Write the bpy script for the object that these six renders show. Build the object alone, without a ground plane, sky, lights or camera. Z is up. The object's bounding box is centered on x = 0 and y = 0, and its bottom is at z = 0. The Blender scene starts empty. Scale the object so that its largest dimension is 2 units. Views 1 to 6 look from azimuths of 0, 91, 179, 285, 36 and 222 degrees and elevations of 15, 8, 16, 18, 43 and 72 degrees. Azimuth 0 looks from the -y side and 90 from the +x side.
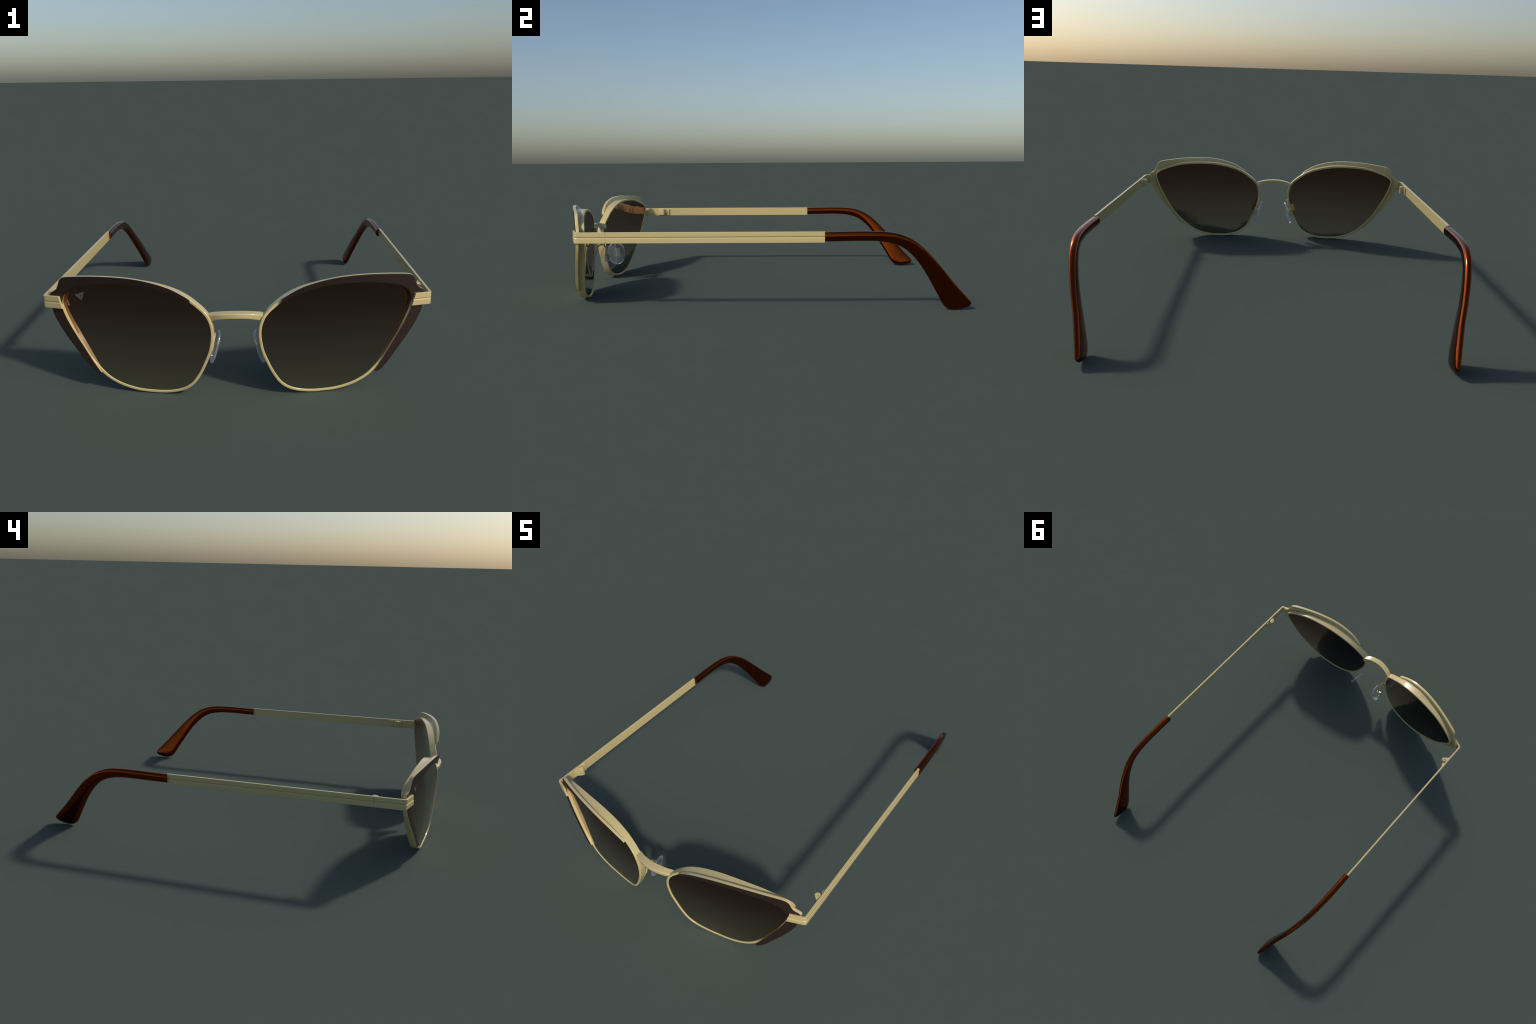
"""Cat-eye sunglasses: gold wire rims, brown brow plates, gradient mirror lenses,
slim two-bar temples with polished amber-brown tips, clear nose pads."""
import bpy, bmesh, math
from mathutils import Vector

# ------------------------------------------------------------------ helpers
def spline(pts, n, closed=False):
    """Cardinal spline (chord-length parametrised) through control points of any
    dimension, resampled to n points evenly spaced along its length."""
    P = [tuple(map(float, p)) for p in pts]
    dim, m = len(P[0]), len(P)
    def dist(a, b):
        return math.sqrt(sum((x - y) ** 2 for x, y in zip(a, b)))
    idx = (lambda i: i % m) if closed else (lambda i: min(max(i, 0), m - 1))
    dense = []
    for i in range(m if closed else m - 1):
        p0, p1, p2, p3 = (P[idx(i + k)] for k in (-1, 0, 1, 2))
        d0, d1, d2 = (max(dist(a, b), 1e-6) ** .5 for a, b in ((p0, p1), (p1, p2), (p2, p3)))
        end0, end3 = dist(p0, p1) < 1e-9, dist(p2, p3) < 1e-9
        for k in range(24):
            t = k / 24
            o = []
            for c in range(dim):
                m1 = (p2[c] - p1[c]) if end0 else d1 * ((p1[c] - p0[c]) / d0 - (p2[c] - p0[c]) / (d0 + d1) + (p2[c] - p1[c]) / d1)
                m2 = (p2[c] - p1[c]) if end3 else d1 * ((p2[c] - p1[c]) / d1 - (p3[c] - p1[c]) / (d1 + d2) + (p3[c] - p2[c]) / d2)
                o.append((2*t**3 - 3*t*t + 1)*p1[c] + (t**3 - 2*t*t + t)*m1 + (-2*t**3 + 3*t*t)*p2[c] + (t**3 - t*t)*m2)
            dense.append(tuple(o))
    dense.append(P[0] if closed else P[-1])
    acc = [0.0]
    for a, b in zip(dense, dense[1:]):
        acc.append(acc[-1] + dist(a, b))
    out, j = [], 0
    for i in range(n):
        s = acc[-1] * i / (n if closed else n - 1)
        while j < len(acc) - 2 and acc[j + 1] < s:
            j += 1
        f = (s - acc[j]) / max(acc[j + 1] - acc[j], 1e-12)
        out.append(tuple(a + f * (b - a) for a, b in zip(dense[j], dense[j + 1])))
    return out

def fillet(poly, radii, seg=3):
    """Round the corners of a closed 2D polygon; radii is a number or a list."""
    n, out = len(poly), []
    for i in range(n):
        r = radii[i] if isinstance(radii, (list, tuple)) else radii
        p, a, b = Vector(poly[i]), Vector(poly[i - 1]), Vector(poly[(i + 1) % n])
        r = min(r, (a - p).length * .48, (b - p).length * .48)
        if r < 1e-6:
            out.append(tuple(p)); continue
        s, e = p + (a - p).normalized() * r, p + (b - p).normalized() * r
        for k in range(seg + 1):
            t = k / seg
            out.append(tuple(s * (1 - t) ** 2 + p * 2 * t * (1 - t) + e * t * t))
    return out

def skin(rings, loop=False, cap=True):
    """Faces joining equal-length closed rings; loop joins the last to the first."""
    m, k = len(rings), len(rings[0])
    verts = [v for r in rings for v in r]
    faces = []
    for i in range(m if loop else m - 1):
        a, b = i * k, ((i + 1) % m) * k
        for j in range(k):
            faces.append((a + j, a + (j + 1) % k, b + (j + 1) % k, b + j))
    if cap and not loop:
        faces += [tuple(range(k - 1, -1, -1)), tuple(range((m - 1) * k, m * k))]
    return verts, faces

def merge(*parts):
    V, F = [], []
    for v, f in parts:
        o = len(V)
        V += list(v)
        F += [tuple(i + o for i in q) for q in f]
    return V, F

def prism(outline, z0, z1, bevel=0.0012, to3=lambda a, b, h: (a, b, h)):
    """Extrude a 2D outline from z0 to z1 with small chamfers at both ends."""
    n = len(outline)
    c = (sum(p[0] for p in outline) / n, sum(p[1] for p in outline) / n)
    def shrunk(d):
        o = []
        for i in range(n):
            a, p, b = outline[i - 1], outline[i], outline[(i + 1) % n]
            tx, ty = b[0] - a[0], b[1] - a[1]
            L = math.hypot(tx, ty) or 1
            nx, ny = -ty / L, tx / L
            if (c[0] - p[0]) * nx + (c[1] - p[1]) * ny < 0:
                nx, ny = -nx, -ny
            o.append((p[0] + nx * d, p[1] + ny * d))
        return o
    rows = [(shrunk(bevel), z0), (outline, z0 + bevel), (outline, z1 - bevel), (shrunk(bevel), z1)]
    return skin([[to3(x, y, h) for x, y in o] for o, h in rows])

ROOT = None
def add(name, geo, mat, parent=None, angle=35, mirror=False, weighted=False):
    V, F = geo
    if mirror:
        V = [(-x, y, z) for x, y, z in V]
    me = bpy.data.meshes.new(name)
    me.from_pydata([tuple(v) for v in V], [], [tuple(f) for f in F])
    bm = bmesh.new(); bm.from_mesh(me)
    bmesh.ops.remove_doubles(bm, verts=bm.verts, dist=1e-6)
    bmesh.ops.recalc_face_normals(bm, faces=bm.faces)
    bm.to_mesh(me); bm.free()
    me.shade_smooth()
    me.set_sharp_from_angle(angle=math.radians(angle))
    me.materials.append(mat)
    ob = bpy.data.objects.new(name, me)
    bpy.context.scene.collection.objects.link(ob)
    ob.parent = parent or ROOT
    if weighted:                                   # keep flats flat, roundings round
        wn = ob.modifiers.new('weighted', 'WEIGHTED_NORMAL')
        wn.keep_sharp = True
        wn.weight = 80
    return ob

# ---------------------------------------------------------------- materials
def material(name):
    m = bpy.data.materials.new(name); m.use_nodes = True
    nt = m.node_tree
    return m, nt, nt.nodes['Principled BSDF']

def mottled(nt, bsdf, dark, light, scale, rough, spread):
    """Faint mottling of colour and gloss from object-space noise."""
    tc = nt.nodes.new('ShaderNodeTexCoord')
    nz = nt.nodes.new('ShaderNodeTexNoise')
    nz.inputs['Scale'].default_value = scale
    nz.inputs['Detail'].default_value = 4
    nt.links.new(tc.outputs['Object'], nz.inputs['Vector'])
    cr = nt.nodes.new('ShaderNodeValToRGB')
    cr.color_ramp.elements[0].position, cr.color_ramp.elements[1].position = .3, .7
    cr.color_ramp.elements[0].color, cr.color_ramp.elements[1].color = (*dark, 1), (*light, 1)
    nt.links.new(nz.outputs['Fac'], cr.inputs['Fac'])
    nt.links.new(cr.outputs['Color'], bsdf.inputs['Base Color'])
    mr = nt.nodes.new('ShaderNodeMapRange')
    mr.inputs['To Min'].default_value, mr.inputs['To Max'].default_value = rough - spread, rough + spread
    nt.links.new(nz.outputs['Fac'], mr.inputs['Value'])
    nt.links.new(mr.outputs['Result'], bsdf.inputs['Roughness'])

def make_materials():
    M = {}
    m, nt, b = material('satin_gold')
    mottled(nt, b, (.598, .480, .224), (.603, .486, .227), 3, .17, .004)
    b.inputs['Metallic'].default_value = 0.0
    b.inputs['IOR'].default_value = 1.56
    M['gold'] = m
    m, nt, b = material('brown_enamel')
    mottled(nt, b, (.0262, .0155, .0115), (.0282, .017, .0128), 4, .45, .01)
    b.inputs['Specular IOR Level'].default_value = .25
    M['brown'] = m
    m, nt, b = material('polished_amber')
    mottled(nt, b, (.205, .036, .0055), (.215, .038, .006), 5, .12, .005)
    b.inputs['Metallic'].default_value = 1.0
    M['amber'] = m
    # mirror-coated lens, dark brown at the top fading to smoky olive below
    m, nt, b = material('gradient_lens')
    tc = nt.nodes.new('ShaderNodeTexCoord')
    sx = nt.nodes.new('ShaderNodeSeparateXYZ')
    mr = nt.nodes.new('ShaderNodeMapRange')
    mr.inputs['From Min'].default_value, mr.inputs['From Max'].default_value = 0.0, 0.47
    cr = nt.nodes.new('ShaderNodeValToRGB')
    e = cr.color_ramp.elements
    e[0].position, e[0].color = 0.0, (.54, .475, .355, 1)
    e[1].position, e[1].color = 1.0, (.20, .088, .058, 1)
    k = e.new(.5); k.color = (.34, .243, .188, 1)
    k = e.new(.74); k.color = (.255, .142, .104, 1)
    nt.links.new(tc.outputs['Object'], sx.inputs[0])
    nt.links.new(sx.outputs['Z'], mr.inputs['Value'])
    nt.links.new(mr.outputs['Result'], cr.inputs['Fac'])
    nt.links.new(cr.outputs['Color'], b.inputs['Base Color'])
    b.inputs['Metallic'].default_value = 1.0
    b.inputs['Roughness'].default_value = 0.03
    M['lens'] = m
    # clear silicone: see-through body with a Fresnel sheen and a trace of milkiness;
    # border copy has raised sheen and milk, baking in internally reflected sky light
    def clear(name, sheen, milk):
        m, nt, b = material(name)
        nt.nodes.remove(b)
        def node(kind, **kw):
            n = nt.nodes.new(kind)
            for k, v in kw.items():
                n.inputs[k].default_value = v
            return n
        tr = node('ShaderNodeBsdfTransparent', Color=(.985, .988, .99, 1))
        gl = node('ShaderNodeBsdfGlossy', Color=(.95, .97, 1, 1), Roughness=.12)
        df = node('ShaderNodeBsdfDiffuse', Color=(.74, .75, .78, 1))
        fr = node('ShaderNodeFresnel', IOR=1.45)
        mr = node('ShaderNodeMapRange')
        mr.inputs['To Min'].default_value, mr.inputs['To Max'].default_value = sheen, .55
        m1, m2 = node('ShaderNodeMixShader'), node('ShaderNodeMixShader', Fac=milk)
        nt.links.new(fr.outputs[0], mr.inputs['Value'])
        nt.links.new(mr.outputs['Result'], m1.inputs['Fac'])
        nt.links.new(tr.outputs[0], m1.inputs[1]); nt.links.new(gl.outputs[0], m1.inputs[2])
        nt.links.new(m1.outputs[0], m2.inputs[1]); nt.links.new(df.outputs[0], m2.inputs[2])
        nt.links.new(m2.outputs[0], nt.nodes['Material Output'].inputs['Surface'])
        return m
    M['clear'] = clear('clear_silicone', .02, .10)
    M['baked_glint'] = clear('silicone_baked_sky_glint', .30, .16)
    m, nt, b = material('etched_mark')
    b.inputs['Base Color'].default_value = (.125, .098, .072, 1)
    b.inputs['Roughness'].default_value = 0.6
    M['mark'] = m
    return M

# ------------------------------------------------------- governing surfaces
def rim_front(x, z):
    """Depth (y) of the rim's front edge over the face plane."""
    a, b = x - .4, z - .24
    return (-.9161 + .1252*a - .1328*a*a + .0165*b - .3336*b*b + .1464*a*b
            + .6211*a**3 + .6799*a*a*b - .0127*a*b*b)

def lens_base(x, z):
    """Gently domed base curve of the lens."""
    a, b = x - .4, z - .24
    return -.9397 + .1792*a + .0204*b + .1331*a*a + .12*b*b + .0255*a*b

def plate_front(x, z):
    """Depth of the brow plate's front face."""
    return -.9096 - .1952*x + .2974*x*x - .1176*z - .1341*z*z + .3509*x*z

# outer outline of the rim, front elevation (x, z), from the nose over the top
RIM = [(.087, .265), (.0905, .300), (.104, .335), (.120, .356), (.146, .379), (.185, .408), (.240, .435),
       (.303, .453), (.365, .464), (.427, .468), (.488, .468), (.548, .465), (.588, .459), (.628, .449),
       (.668, .436), (.696, .423), (.714, .406), (.720, .387), (.716, .366), (.701, .318), (.675, .261),
       (.640, .193), (.604, .138), (.570, .094), (.535, .060), (.491, .033), (.448, .016), (.397, .004),
       (.342, .000), (.291, .001), (.240, .010), (.201, .026), (.170, .051), (.139, .097), (.115, .148),
       (.098, .193), (.089, .238)]
RIM_DEPTH, RIM_WIDTH = .0375, .0118

def inset(curve, d):
    """Offset a closed clockwise (x, z) outline inwards by d."""
    n, out = len(curve), []
    for i in range(n):
        a, p, b = curve[i - 1], curve[i], curve[(i + 1) % n]
        tx, tz = b[0] - a[0], b[1] - a[1]
        L = math.hypot(tx, tz)
        out.append((p[0] + tz / L * d, p[1] - tx / L * d))
    return out

def build_rim():
    o = spline(RIM, 260, closed=True)
    prof = fillet([(0, 0), (RIM_WIDTH, 0), (RIM_WIDTH, RIM_DEPTH), (0, RIM_DEPTH)], [.0045, .003, .003, .003], 4)
    layers = [inset(o, w) for w, _ in prof]
    slim = inset(o, -.0045)                        # behind the brow plate's outer limb the rim is narrower
    rings = []
    for i, (x, z) in enumerate(o):
        y = rim_front(x, z)
        k = min(max((x - .555) / .06, 0), 1) * min(max((.44 - z) / .05, 0), 1)
        dx, dz = (slim[i][0] - x) * k, (slim[i][1] - z) * k
        rings.append([(layers[j][i][0] + dx * prof[j][0] / RIM_WIDTH, y + prof[j][1], layers[j][i][1] + dz * prof[j][0] / RIM_WIDTH)
                      for j in range(len(prof))])
    return skin(rings, loop=True)

LENS_C, LENS_BACK = (.40, .25), .0300
def lens_seat(ex, ez):
    """Rim-to-base offset at the border; the lens sits deeper towards the outer corner."""
    deep = min(max((ex - .50) / .17, 0), 1)
    return rim_front(ex, ez) + .0025 + .0085 * deep * deep * (3 - 2 * deep) - lens_base(ex, ez)

def lens_edge():
    return inset(spline(RIM, 200, closed=True), .0055)

def lens_sheet(f, edge, dy):
    """Ring of the lens at fraction f from its centre; follows the rim at the border."""
    cx, cz = LENS_C
    out = []
    for ex, ez in edge:
        x, z = cx + (ex - cx) * f, cz + (ez - cz) * f
        slim = .0085 * min(max((ex - .50) / .17, 0), 1) * f * f if dy else 0
        out.append((x, lens_base(x, z) + lens_seat(ex, ez) * f * f + dy - slim, z))
    return out

def lens_front(x, z, edge=[]):
    """Depth of the finished front surface under a point (x, z)."""
    if not edge:
        edge.extend(lens_edge())
    cx, cz = LENS_C
    a = math.atan2(z - cz, x - cx)
    ex, ez = min(edge, key=lambda p: abs(math.remainder(math.atan2(p[1] - cz, p[0] - cx) - a, 2 * math.pi)))
    f = math.hypot(x - cx, z - cz) / math.hypot(ex - cx, ez - cz)
    return lens_base(x, z) + lens_seat(ex, ez) * f * f

def build_lens():
    edge, N = lens_edge(), 24
    fr = [i / N for i in range(N, 0, -1)]
    rings = [lens_sheet(f, edge, LENS_BACK) for f in fr[::-1]] + [lens_sheet(f, edge, 0) for f in fr]
    V, F = skin(rings, cap=False)
    k = len(edge)
    cx, cz = LENS_C
    for base, dy in ((0, LENS_BACK), ((len(rings) - 1) * k, 0)):
        V.append((cx, lens_base(cx, cz) + dy, cz)); c = len(V) - 1
        F += [(base + j, base + (j + 1) % k, c) for j in range(k)]
    return V, F

# paired stations of the brow plate: outer edge (x, z) and inner edge (x, z)
PLATE = [(.1765, .401, .1765, .392), (.181, .408, .181, .3905), (.214, .431, .220, .4155), (.254, .4525, .270, .4355),
         (.309, .471, .329, .4505), (.384, .4855, .390, .459), (.459, .490, .460, .4595), (.536, .4885, .530, .4545),
         (.616, .482, .600, .443), (.662, .4765, .638, .4335), (.684, .473, .652, .428), (.7015, .4665, .665, .4225),
         (.7125, .455, .675, .4165), (.719, .438, .683, .410),
         (.727, .4205, .690, .403), (.739, .409, .696, .394), (.753, .401, .701, .383), (.7605, .3905, .7035, .375),
         (.760, .370, .706, .360), (.752, .332, .704, .333), (.744, .306, .695, .310), (.727, .273, .680, .279),
         (.699, .230, .655, .236), (.6655, .185, .624, .186), (.6335, .143, .594, .137), (.6085, .110, .574, .106),
         (.5855, .0848, .5575, .0825), (.574, .0765, .5535, .0775), (.5655, .0745, .557, .0745)]

def plate_stations():
    return spline(PLATE, 190)

ENAMEL, PLATE_THICK = .0014, .017
def build_plate():
    """Gold carrier of the brow plate with the inner lip that stands on the rim."""
    rings = []
    for ox, oz, ix, iz in plate_stations():
        yo, yi = plate_front(ox, oz), plate_front(ix, iz)
        L = max(math.hypot(ox - ix, oz - iz), 1e-4)
        lip = min(.0085 / L, .55)
        lx, lz = ix + (ox-ix)*lip, iz + (oz-iz)*lip
        yl = plate_front(lx, lz)
        t, r = PLATE_THICK, min(.003, L * .2)
        ux, uz = (ox - ix) / L, (oz - iz) / L
        foot = max(rim_front(ix, iz) + .006, yi + t + .001)
        footl = max(rim_front(lx, lz) + .006, yl + t + .001)
        ring = [(ix, yi + ENAMEL - .0004, iz), (ox, yo + ENAMEL - .0004, oz),
                (ox, yo + t - r, oz), (ox - ux*r*.3, yo + t - r*.3, oz - uz*r*.3), (ox - ux*r, yo + t, oz - uz*r),
                (lx + ux*r*1.2, yl + t, lz + uz*r*1.2), (lx + ux*r*.3, yl + t + r*.3, lz + uz*r*.3), (lx, footl, lz), (ix, foot, iz)]
        rings.append(ring)
    return skin(rings)

def build_enamel():
    """Brown front layer: a crowned sheet with softened borders."""
    rings = []
    for ox, oz, ix, iz in plate_stations():
        L = max(math.hypot(ox - ix, oz - iz), 1e-4)
        ux, uz = (ox - ix) / L, (oz - iz) / L
        r = min(.0010, L * .2)
        ring, K = [], 8
        for a, dy in ((0, ENAMEL), (0, r), (r * .3, r * .3)):
            x, z = ix + ux*a, iz + uz*a
            ring.append((x, plate_front(x, z) + dy, z))
        for k in range(K + 1):
            a = r + (L - 2*r) * k / K
            x, z = ix + ux*a, iz + uz*a
            ring.append((x, plate_front(x, z), z))
        for a, dy in ((L - r * .3, r * .3), (L, r), (L, ENAMEL)):
            x, z = ix + ux*a, iz + uz*a
            ring.append((x, plate_front(x, z) + dy, z))
        rings.append(ring)
    return skin(rings)

# two flat bars one above the other: (distance inwards from outer face, z)
BAR_IN = .0108
BAR = fillet([(0, .3878), (0, .3662), (.0045, .3652), (.0045, .3638), (0, .3602), (0, .3367), (BAR_IN, .3367), (BAR_IN, .3878)],
             [.0022, .0010, 0, 0, .0040, .0022, .0018, .0018], 3)

def sweep_bar(path, shear_first=0.0, rise=0.0):
    """Sweep the two-bar profile along a plan path whose right-hand side is outer."""
    rings = []
    for i, p in enumerate(path):
        a, b = Vector(path[max(i - 1, 0)]), Vector(path[min(i + 1, len(path) - 1)])
        if 0 < i < len(path) - 1:
            t1, t2 = (Vector(p) - a).normalized(), (b - Vector(p)).normalized()
            t = (t1 + t2).normalized()
            k = 1 / max(t.dot(t1), .5)
        else:
            t, k = (b - a).normalized(), 1
        n = Vector((-t.y, t.x)) * k          # points inwards (to the left)
        ring = []
        for d, z in BAR:
            q = Vector(p) + n * d
            if i == 0:
                q += t * (z - .3878) * shear_first
            ring.append((q.x, q.y, z + rise * max(0, X_OUT - .008 - p[0]) / .065))
        rings.append(ring)
    return skin(rings)

X_OUT = .7895
def build_end_piece():
    corner, start = Vector((X_OUT, -.8485)), Vector((.7190, -.8750))
    d1 = (corner - start).normalized()
    r = .0125
    a, b = corner - d1 * r, corner + Vector((0, r))
    path = [tuple(start), tuple(start + d1 * .02)]
    for k in range(7):
        t = k / 6
        path.append(tuple(a*(1-t)**2 + corner*2*t*(1-t) + b*t*t))
    path.append((X_OUT, -.7063))
    return sweep_bar(path, .30, .0030)

def build_temple_bar():
    return sweep_bar([(X_OUT, -.7055), (X_OUT, -.4), (X_OUT, 0), (X_OUT, .2905)])

# temple tip: (upper edge y, z), (lower edge y, z), centre x, thickness
TIP = [(.2895, .3850, .2895, .3420, .7812, .0320), (.370, .3870, .370, .3430, .7815, .0320),
       (.478, .3880, .480, .3440, .7800, .0320), (.550, .3860, .537, .3410, .7770, .0315),
       (.606, .3800, .587, .3335, .7735, .0305), (.654, .3660, .628, .3200, .7685, .0295),
       (.699, .3440, .660, .3020, .7620, .0285), (.759, .2970, .707, .2600, .7490, .0270),
       (.822, .2320, .757, .1960, .7305, .0258), (.887, .1570, .806, .1180, .7065, .0255),
       (.938, .1000, .836, .0680, .6915, .0262), (.967, .0700, .853, .0380, .6830, .0262),
       (.986, .0500, .868, .0190, .6780, .0250), (.9985, .0335, .885, .0065, .6742, .0225),
       (.9965, .0245, .905, .0008, .6725, .0175), (.986, .0150, .930, .0000, .6712, .0110),
       (.972, .0090, .948, .0015, .6708, .0035)]

def build_tip():
    rings = []
    K = 28
    for ty, tz, by, bz, cx, th in spline(TIP, 90):
        cy, cz = (ty + by) / 2, (tz + bz) / 2
        hy, hz = (ty - by) / 2, (tz - bz) / 2
        ring = []
        for k in range(K):
            a = 2 * math.pi * k / K
            e = .78
            c, s = math.cos(a), math.sin(a)
            u = math.copysign(abs(c) ** e, c)
            w = math.copysign(abs(s) ** e, s)
            ring.append((cx + w * th * .56, cy + u * hy, cz + u * hz))
        rings.append(ring)
    return skin(rings)

def build_hinge():
    """Teardrop knuckle on the end piece and tongue block on the temple."""
    c, r = (.7628, -.7088), .0150
    drop = [(.7800, -.7520), (.7762, -.7400)]
    for k in range(15):
        a = math.radians(212 - 250 * k / 14)
        drop.append((c[0] + r * math.cos(a), c[1] + r * math.sin(a)))
    drop += [(.7800, -.7120)]
    block = fillet([(.7700, -.6890), (.7705, -.6690), (.7735, -.6655), (.7800, -.6655), (.7800, -.689)], .0025, 3)
    tongue = [(.7640, -.7050), (.7640, -.6850), (.7790, -.6780), (.7790, -.7050)]
    return merge(prism(drop, .3415, .3812, .0018), prism(block, .3410, .3815, .0012), prism(tongue, .3530, .3690, .001))

def build_screw():
    """Domed screw head with a cross slot."""
    cx, cy, R, z0 = .7628, -.7088, .0140, .3806
    rings, K, M = [], 96, 18
    rings.append([(cx + R * math.cos(2*math.pi*k/K), cy + R * math.sin(2*math.pi*k/K), z0) for k in range(K)])
    for i in range(M):
        f = 1 - .98 * i / (M - 1)
        h = .0012 + .0024 * math.sqrt(max(0, 1 - f ** 4))
        ring = []
        for k in range(K):
            a = 2 * math.pi * k / K
            x, y = math.cos(a) * f, math.sin(a) * f
            u, v = abs(x * .8 + y * .6), abs(y * .8 - x * .6)      # distance from the two slot lines
            cut = max(0, 1 - min(u, v) / .15) if f < .8 else 0
            ring.append((cx + R * x, cy + R * y, z0 + h - .0026 * min(1, cut * 2)))
        rings.append(ring)
    return skin(rings)

def build_bridge():
    """Low arch bowed forward between the rims, flat strap section."""
    front = spline([(-.107, -.972, .3395), (-.098, -.977, .3435), (-.06, -.9915, .3522), (0, -.9998, .3565),
                    (.06, -.9915, .3522), (.098, -.977, .3435), (.107, -.972, .3395)], 41)
    prof = fillet([(0, 0), (.037, 0), (.037, -.0212), (0, -.0212)], [.0055, .003, .003, .004], 4)
    rings = []
    for i, p in enumerate(front):
        a, b = Vector(front[max(i - 1, 0)]), Vector(front[min(i + 1, 40)])
        t = (b - a).normalized()
        n = Vector((1.0 * p[0], 1, 0)).normalized()       # ends splay to follow the rims
        up = t.cross(n).normalized()
        if up.z < 0:
            up = -up
        flare = 1 + .26 * min(1, abs(p[0]) / .105) ** 3     # strap deepens towards the rims
        rings.append([tuple(Vector(p) + n * d + up * h * flare) for d, h in prof])
    return skin(rings)

PAD_C = Vector((.0905, -.8755, .1680))
PAD_A = Vector((.0390, -.002, -.138)).normalized()
PAD_B = Vector((.0110, .106, .006)).normalized()
def build_pad():
    n = PAD_A.cross(PAD_B).normalized()
    if n.x > 0:
        n = -n                                     # towards the nose
    outline = []
    for k in range(56):
        a = 2 * math.pi * k / 56
        c, s = math.cos(a), math.sin(a)
        u = math.copysign(abs(c) ** .85, c) * .0705
        v = math.copysign(abs(s) ** .85, s) * .0485 * (1 - .10 * c)
        outline.append((u, v))
    rings = []
    for f, h in ((.02, -.0045), (.5, -.0045), (.84, -.0045), (.90, -.0060), (.955, -.0058), (.99, -.0035), (1.0, 0), (.99, .0035),
                 (.95, .0052), (.8, .0062), (.5, .0070), (.02, .0072)):
        rings.append([tuple(PAD_C + PAD_A * (u*f) + PAD_B * (v*f) + n * h) for u, v in outline])
    return skin(rings)

def build_pad_stem():
    """Clear stub behind the pad that the metal box grips."""
    n = PAD_A.cross(PAD_B).normalized()
    if n.x < 0:
        n = -n
    o = fillet([(-.024, -.0165), (.024, -.0165), (.024, .0165), (-.024, .0165)], .010, 5)
    i = fillet([(-.0135, -.0068), (.0135, -.0068), (.0135, .0068), (-.0135, .0068)], .002, 3)
    f = lambda u, v, h: tuple(PAD_C + PAD_A * u + PAD_B * v + n * h)
    return merge(prism(o, .003, .0085, .001, f), prism(i, .008, .026, .001, f))

def build_pad_arm():
    """Goose-neck wire from the rim ending in an open rectangular box."""
    pts = [(.1145, -.9510, .156), (.1068, -.9475, .173), (.0972, -.9435, .194), (.0935, -.9405, .214), (.0900, -.934, .233), (.0885, -.925, .242),
           (.0885, -.914, .2445), (.0900, -.902, .241), (.0925, -.8915, .232), (.0965, -.8845, .218), (.1005, -.8815, .203), (.1045, -.8815, .187)]
    path = [Vector(p) for p in spline(pts, 60)]
    rings, R = [], .0043
    up = Vector((1, .1, .25)).normalized()
    for i, p in enumerate(path):
        t = (path[min(i + 1, 59)] - path[max(i - 1, 0)]).normalized()
        a = t.cross(up).normalized(); b = t.cross(a)
        rings.append([tuple(p + a * R * math.cos(k * math.pi / 6) + b * R * math.sin(k * math.pi / 6)) for k in range(12)])
    wire = skin(rings)
    # box: hollow rectangular sleeve
    n = Vector((.96, .20, .26)).normalized()
    side = n.cross(PAD_A).normalized()
    o = fillet([(-.0205, -.0135), (.0205, -.0135), (.0205, .0135), (-.0205, .0135)], .003, 3)
    inn = fillet([(-.0175, -.0105), (.0175, -.0105), (.0175, .0105), (-.0175, .0105)], .002, 3)
    c = PAD_C + n * .0195
    f = lambda uv, h: tuple(c + PAD_A * uv[0] + side * (uv[1] - .0065) + n * h)
    rows = [[f(p, -.0112) for p in o], [f(p, .0112) for p in o], [f(p, .0112) for p in inn], [f(p, -.0112) for p in inn]]
    sleeve = skin(rows, loop=True)
    return merge(wire, sleeve)

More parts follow.
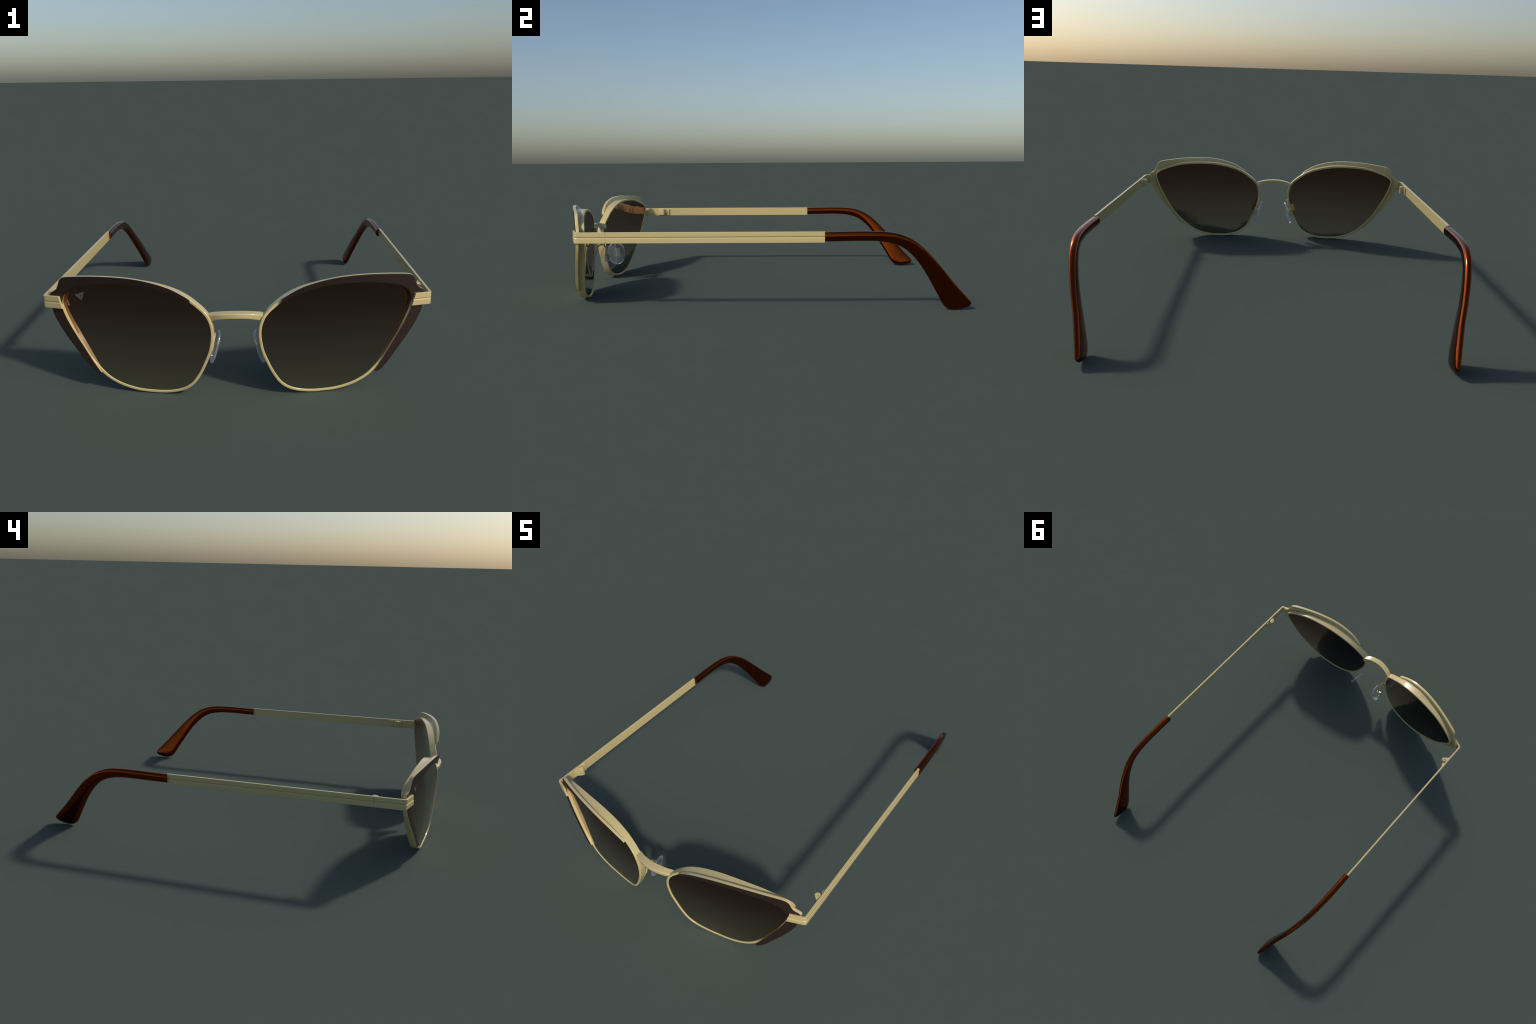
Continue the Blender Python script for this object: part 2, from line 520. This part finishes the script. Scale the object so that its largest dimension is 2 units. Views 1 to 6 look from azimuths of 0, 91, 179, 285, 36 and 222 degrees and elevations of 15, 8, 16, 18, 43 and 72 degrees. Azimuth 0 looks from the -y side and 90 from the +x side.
def build_mark():
    """Small triangular emblem of two interlocked strokes near the lens corner."""
    left = [(-.6528, .3972), (-.6432, .4010), (-.6358, .3963), (-.6374, .4033), (-.6306, .4057), (-.6294, .3985), (-.6252, .3835), (-.6241, .3780)]
    right = [(-.6296, .4057), (-.6098, .4140), (-.6208, .3800), (-.6237, .3785), (-.6235, .3850), (-.6256, .3927), (-.6226, .4012), (-.6255, .3997), (-.6284, .3989)]
    def slab(poly):
        base = [(x, lens_front(-x, z) - .0001, z) for x, z in poly]
        top = [(x, y - .0012, z) for x, y, z in base]
        return skin([base, top])
    return merge(slab(left), slab(right))

# -------------------------------------------------------------------- build
def main():
    global ROOT
    M = make_materials()
    ROOT = bpy.data.objects.new('sunglasses', None)
    bpy.context.scene.collection.objects.link(ROOT)
    ROOT['label'] = 'gold cat-eye sunglasses with brown gradient mirror lenses'
    ROOT['category'] = 'sunglasses'
    add('bridge', build_bridge(), M['gold'], weighted=True, angle=50)
    for mir in (False, True):
        add('rim', build_rim(), M['gold'], mirror=mir, weighted=True, angle=50)
        lens = add('lens', build_lens(), M['lens'], mirror=mir, angle=50)
        if mir:
            add('emblem', build_mark(), M['mark'], parent=lens)
        plate = add('brow_plate', build_plate(), M['gold'], mirror=mir, weighted=True, angle=50)
        add('enamel_face', build_enamel(), M['brown'], parent=plate, mirror=mir)
        end = add('end_piece', build_end_piece(), M['gold'], mirror=mir, weighted=True, angle=50)
        hinge = add('hinge', build_hinge(), M['gold'], parent=end, mirror=mir, weighted=True, angle=50)
        add('screw', build_screw(), M['gold'], parent=end, mirror=mir)
        temple = add('temple', build_temple_bar(), M['gold'], mirror=mir, weighted=True, angle=50)
        add('temple_tip', build_tip(), M['amber'], parent=temple, mirror=mir, angle=60)
        pad = add('nose_pad', build_pad(), M['clear'], mirror=mir, angle=50)
        pad.data.materials.append(M['baked_glint'])
        for p in pad.data.polygons:                # rounded border of the pad
            d = Vector((abs(p.center.x), p.center.y, p.center.z)) - PAD_C
            u, v = d.dot(PAD_A) / .0705, d.dot(PAD_B) / .0485
            p.material_index = 1 if u * u + v * v > .90 else 0
        add('pad_stem', build_pad_stem(), M['clear'], parent=pad, mirror=mir)
        add('pad_arm', build_pad_arm(), M['gold'], parent=pad, mirror=mir)

main()
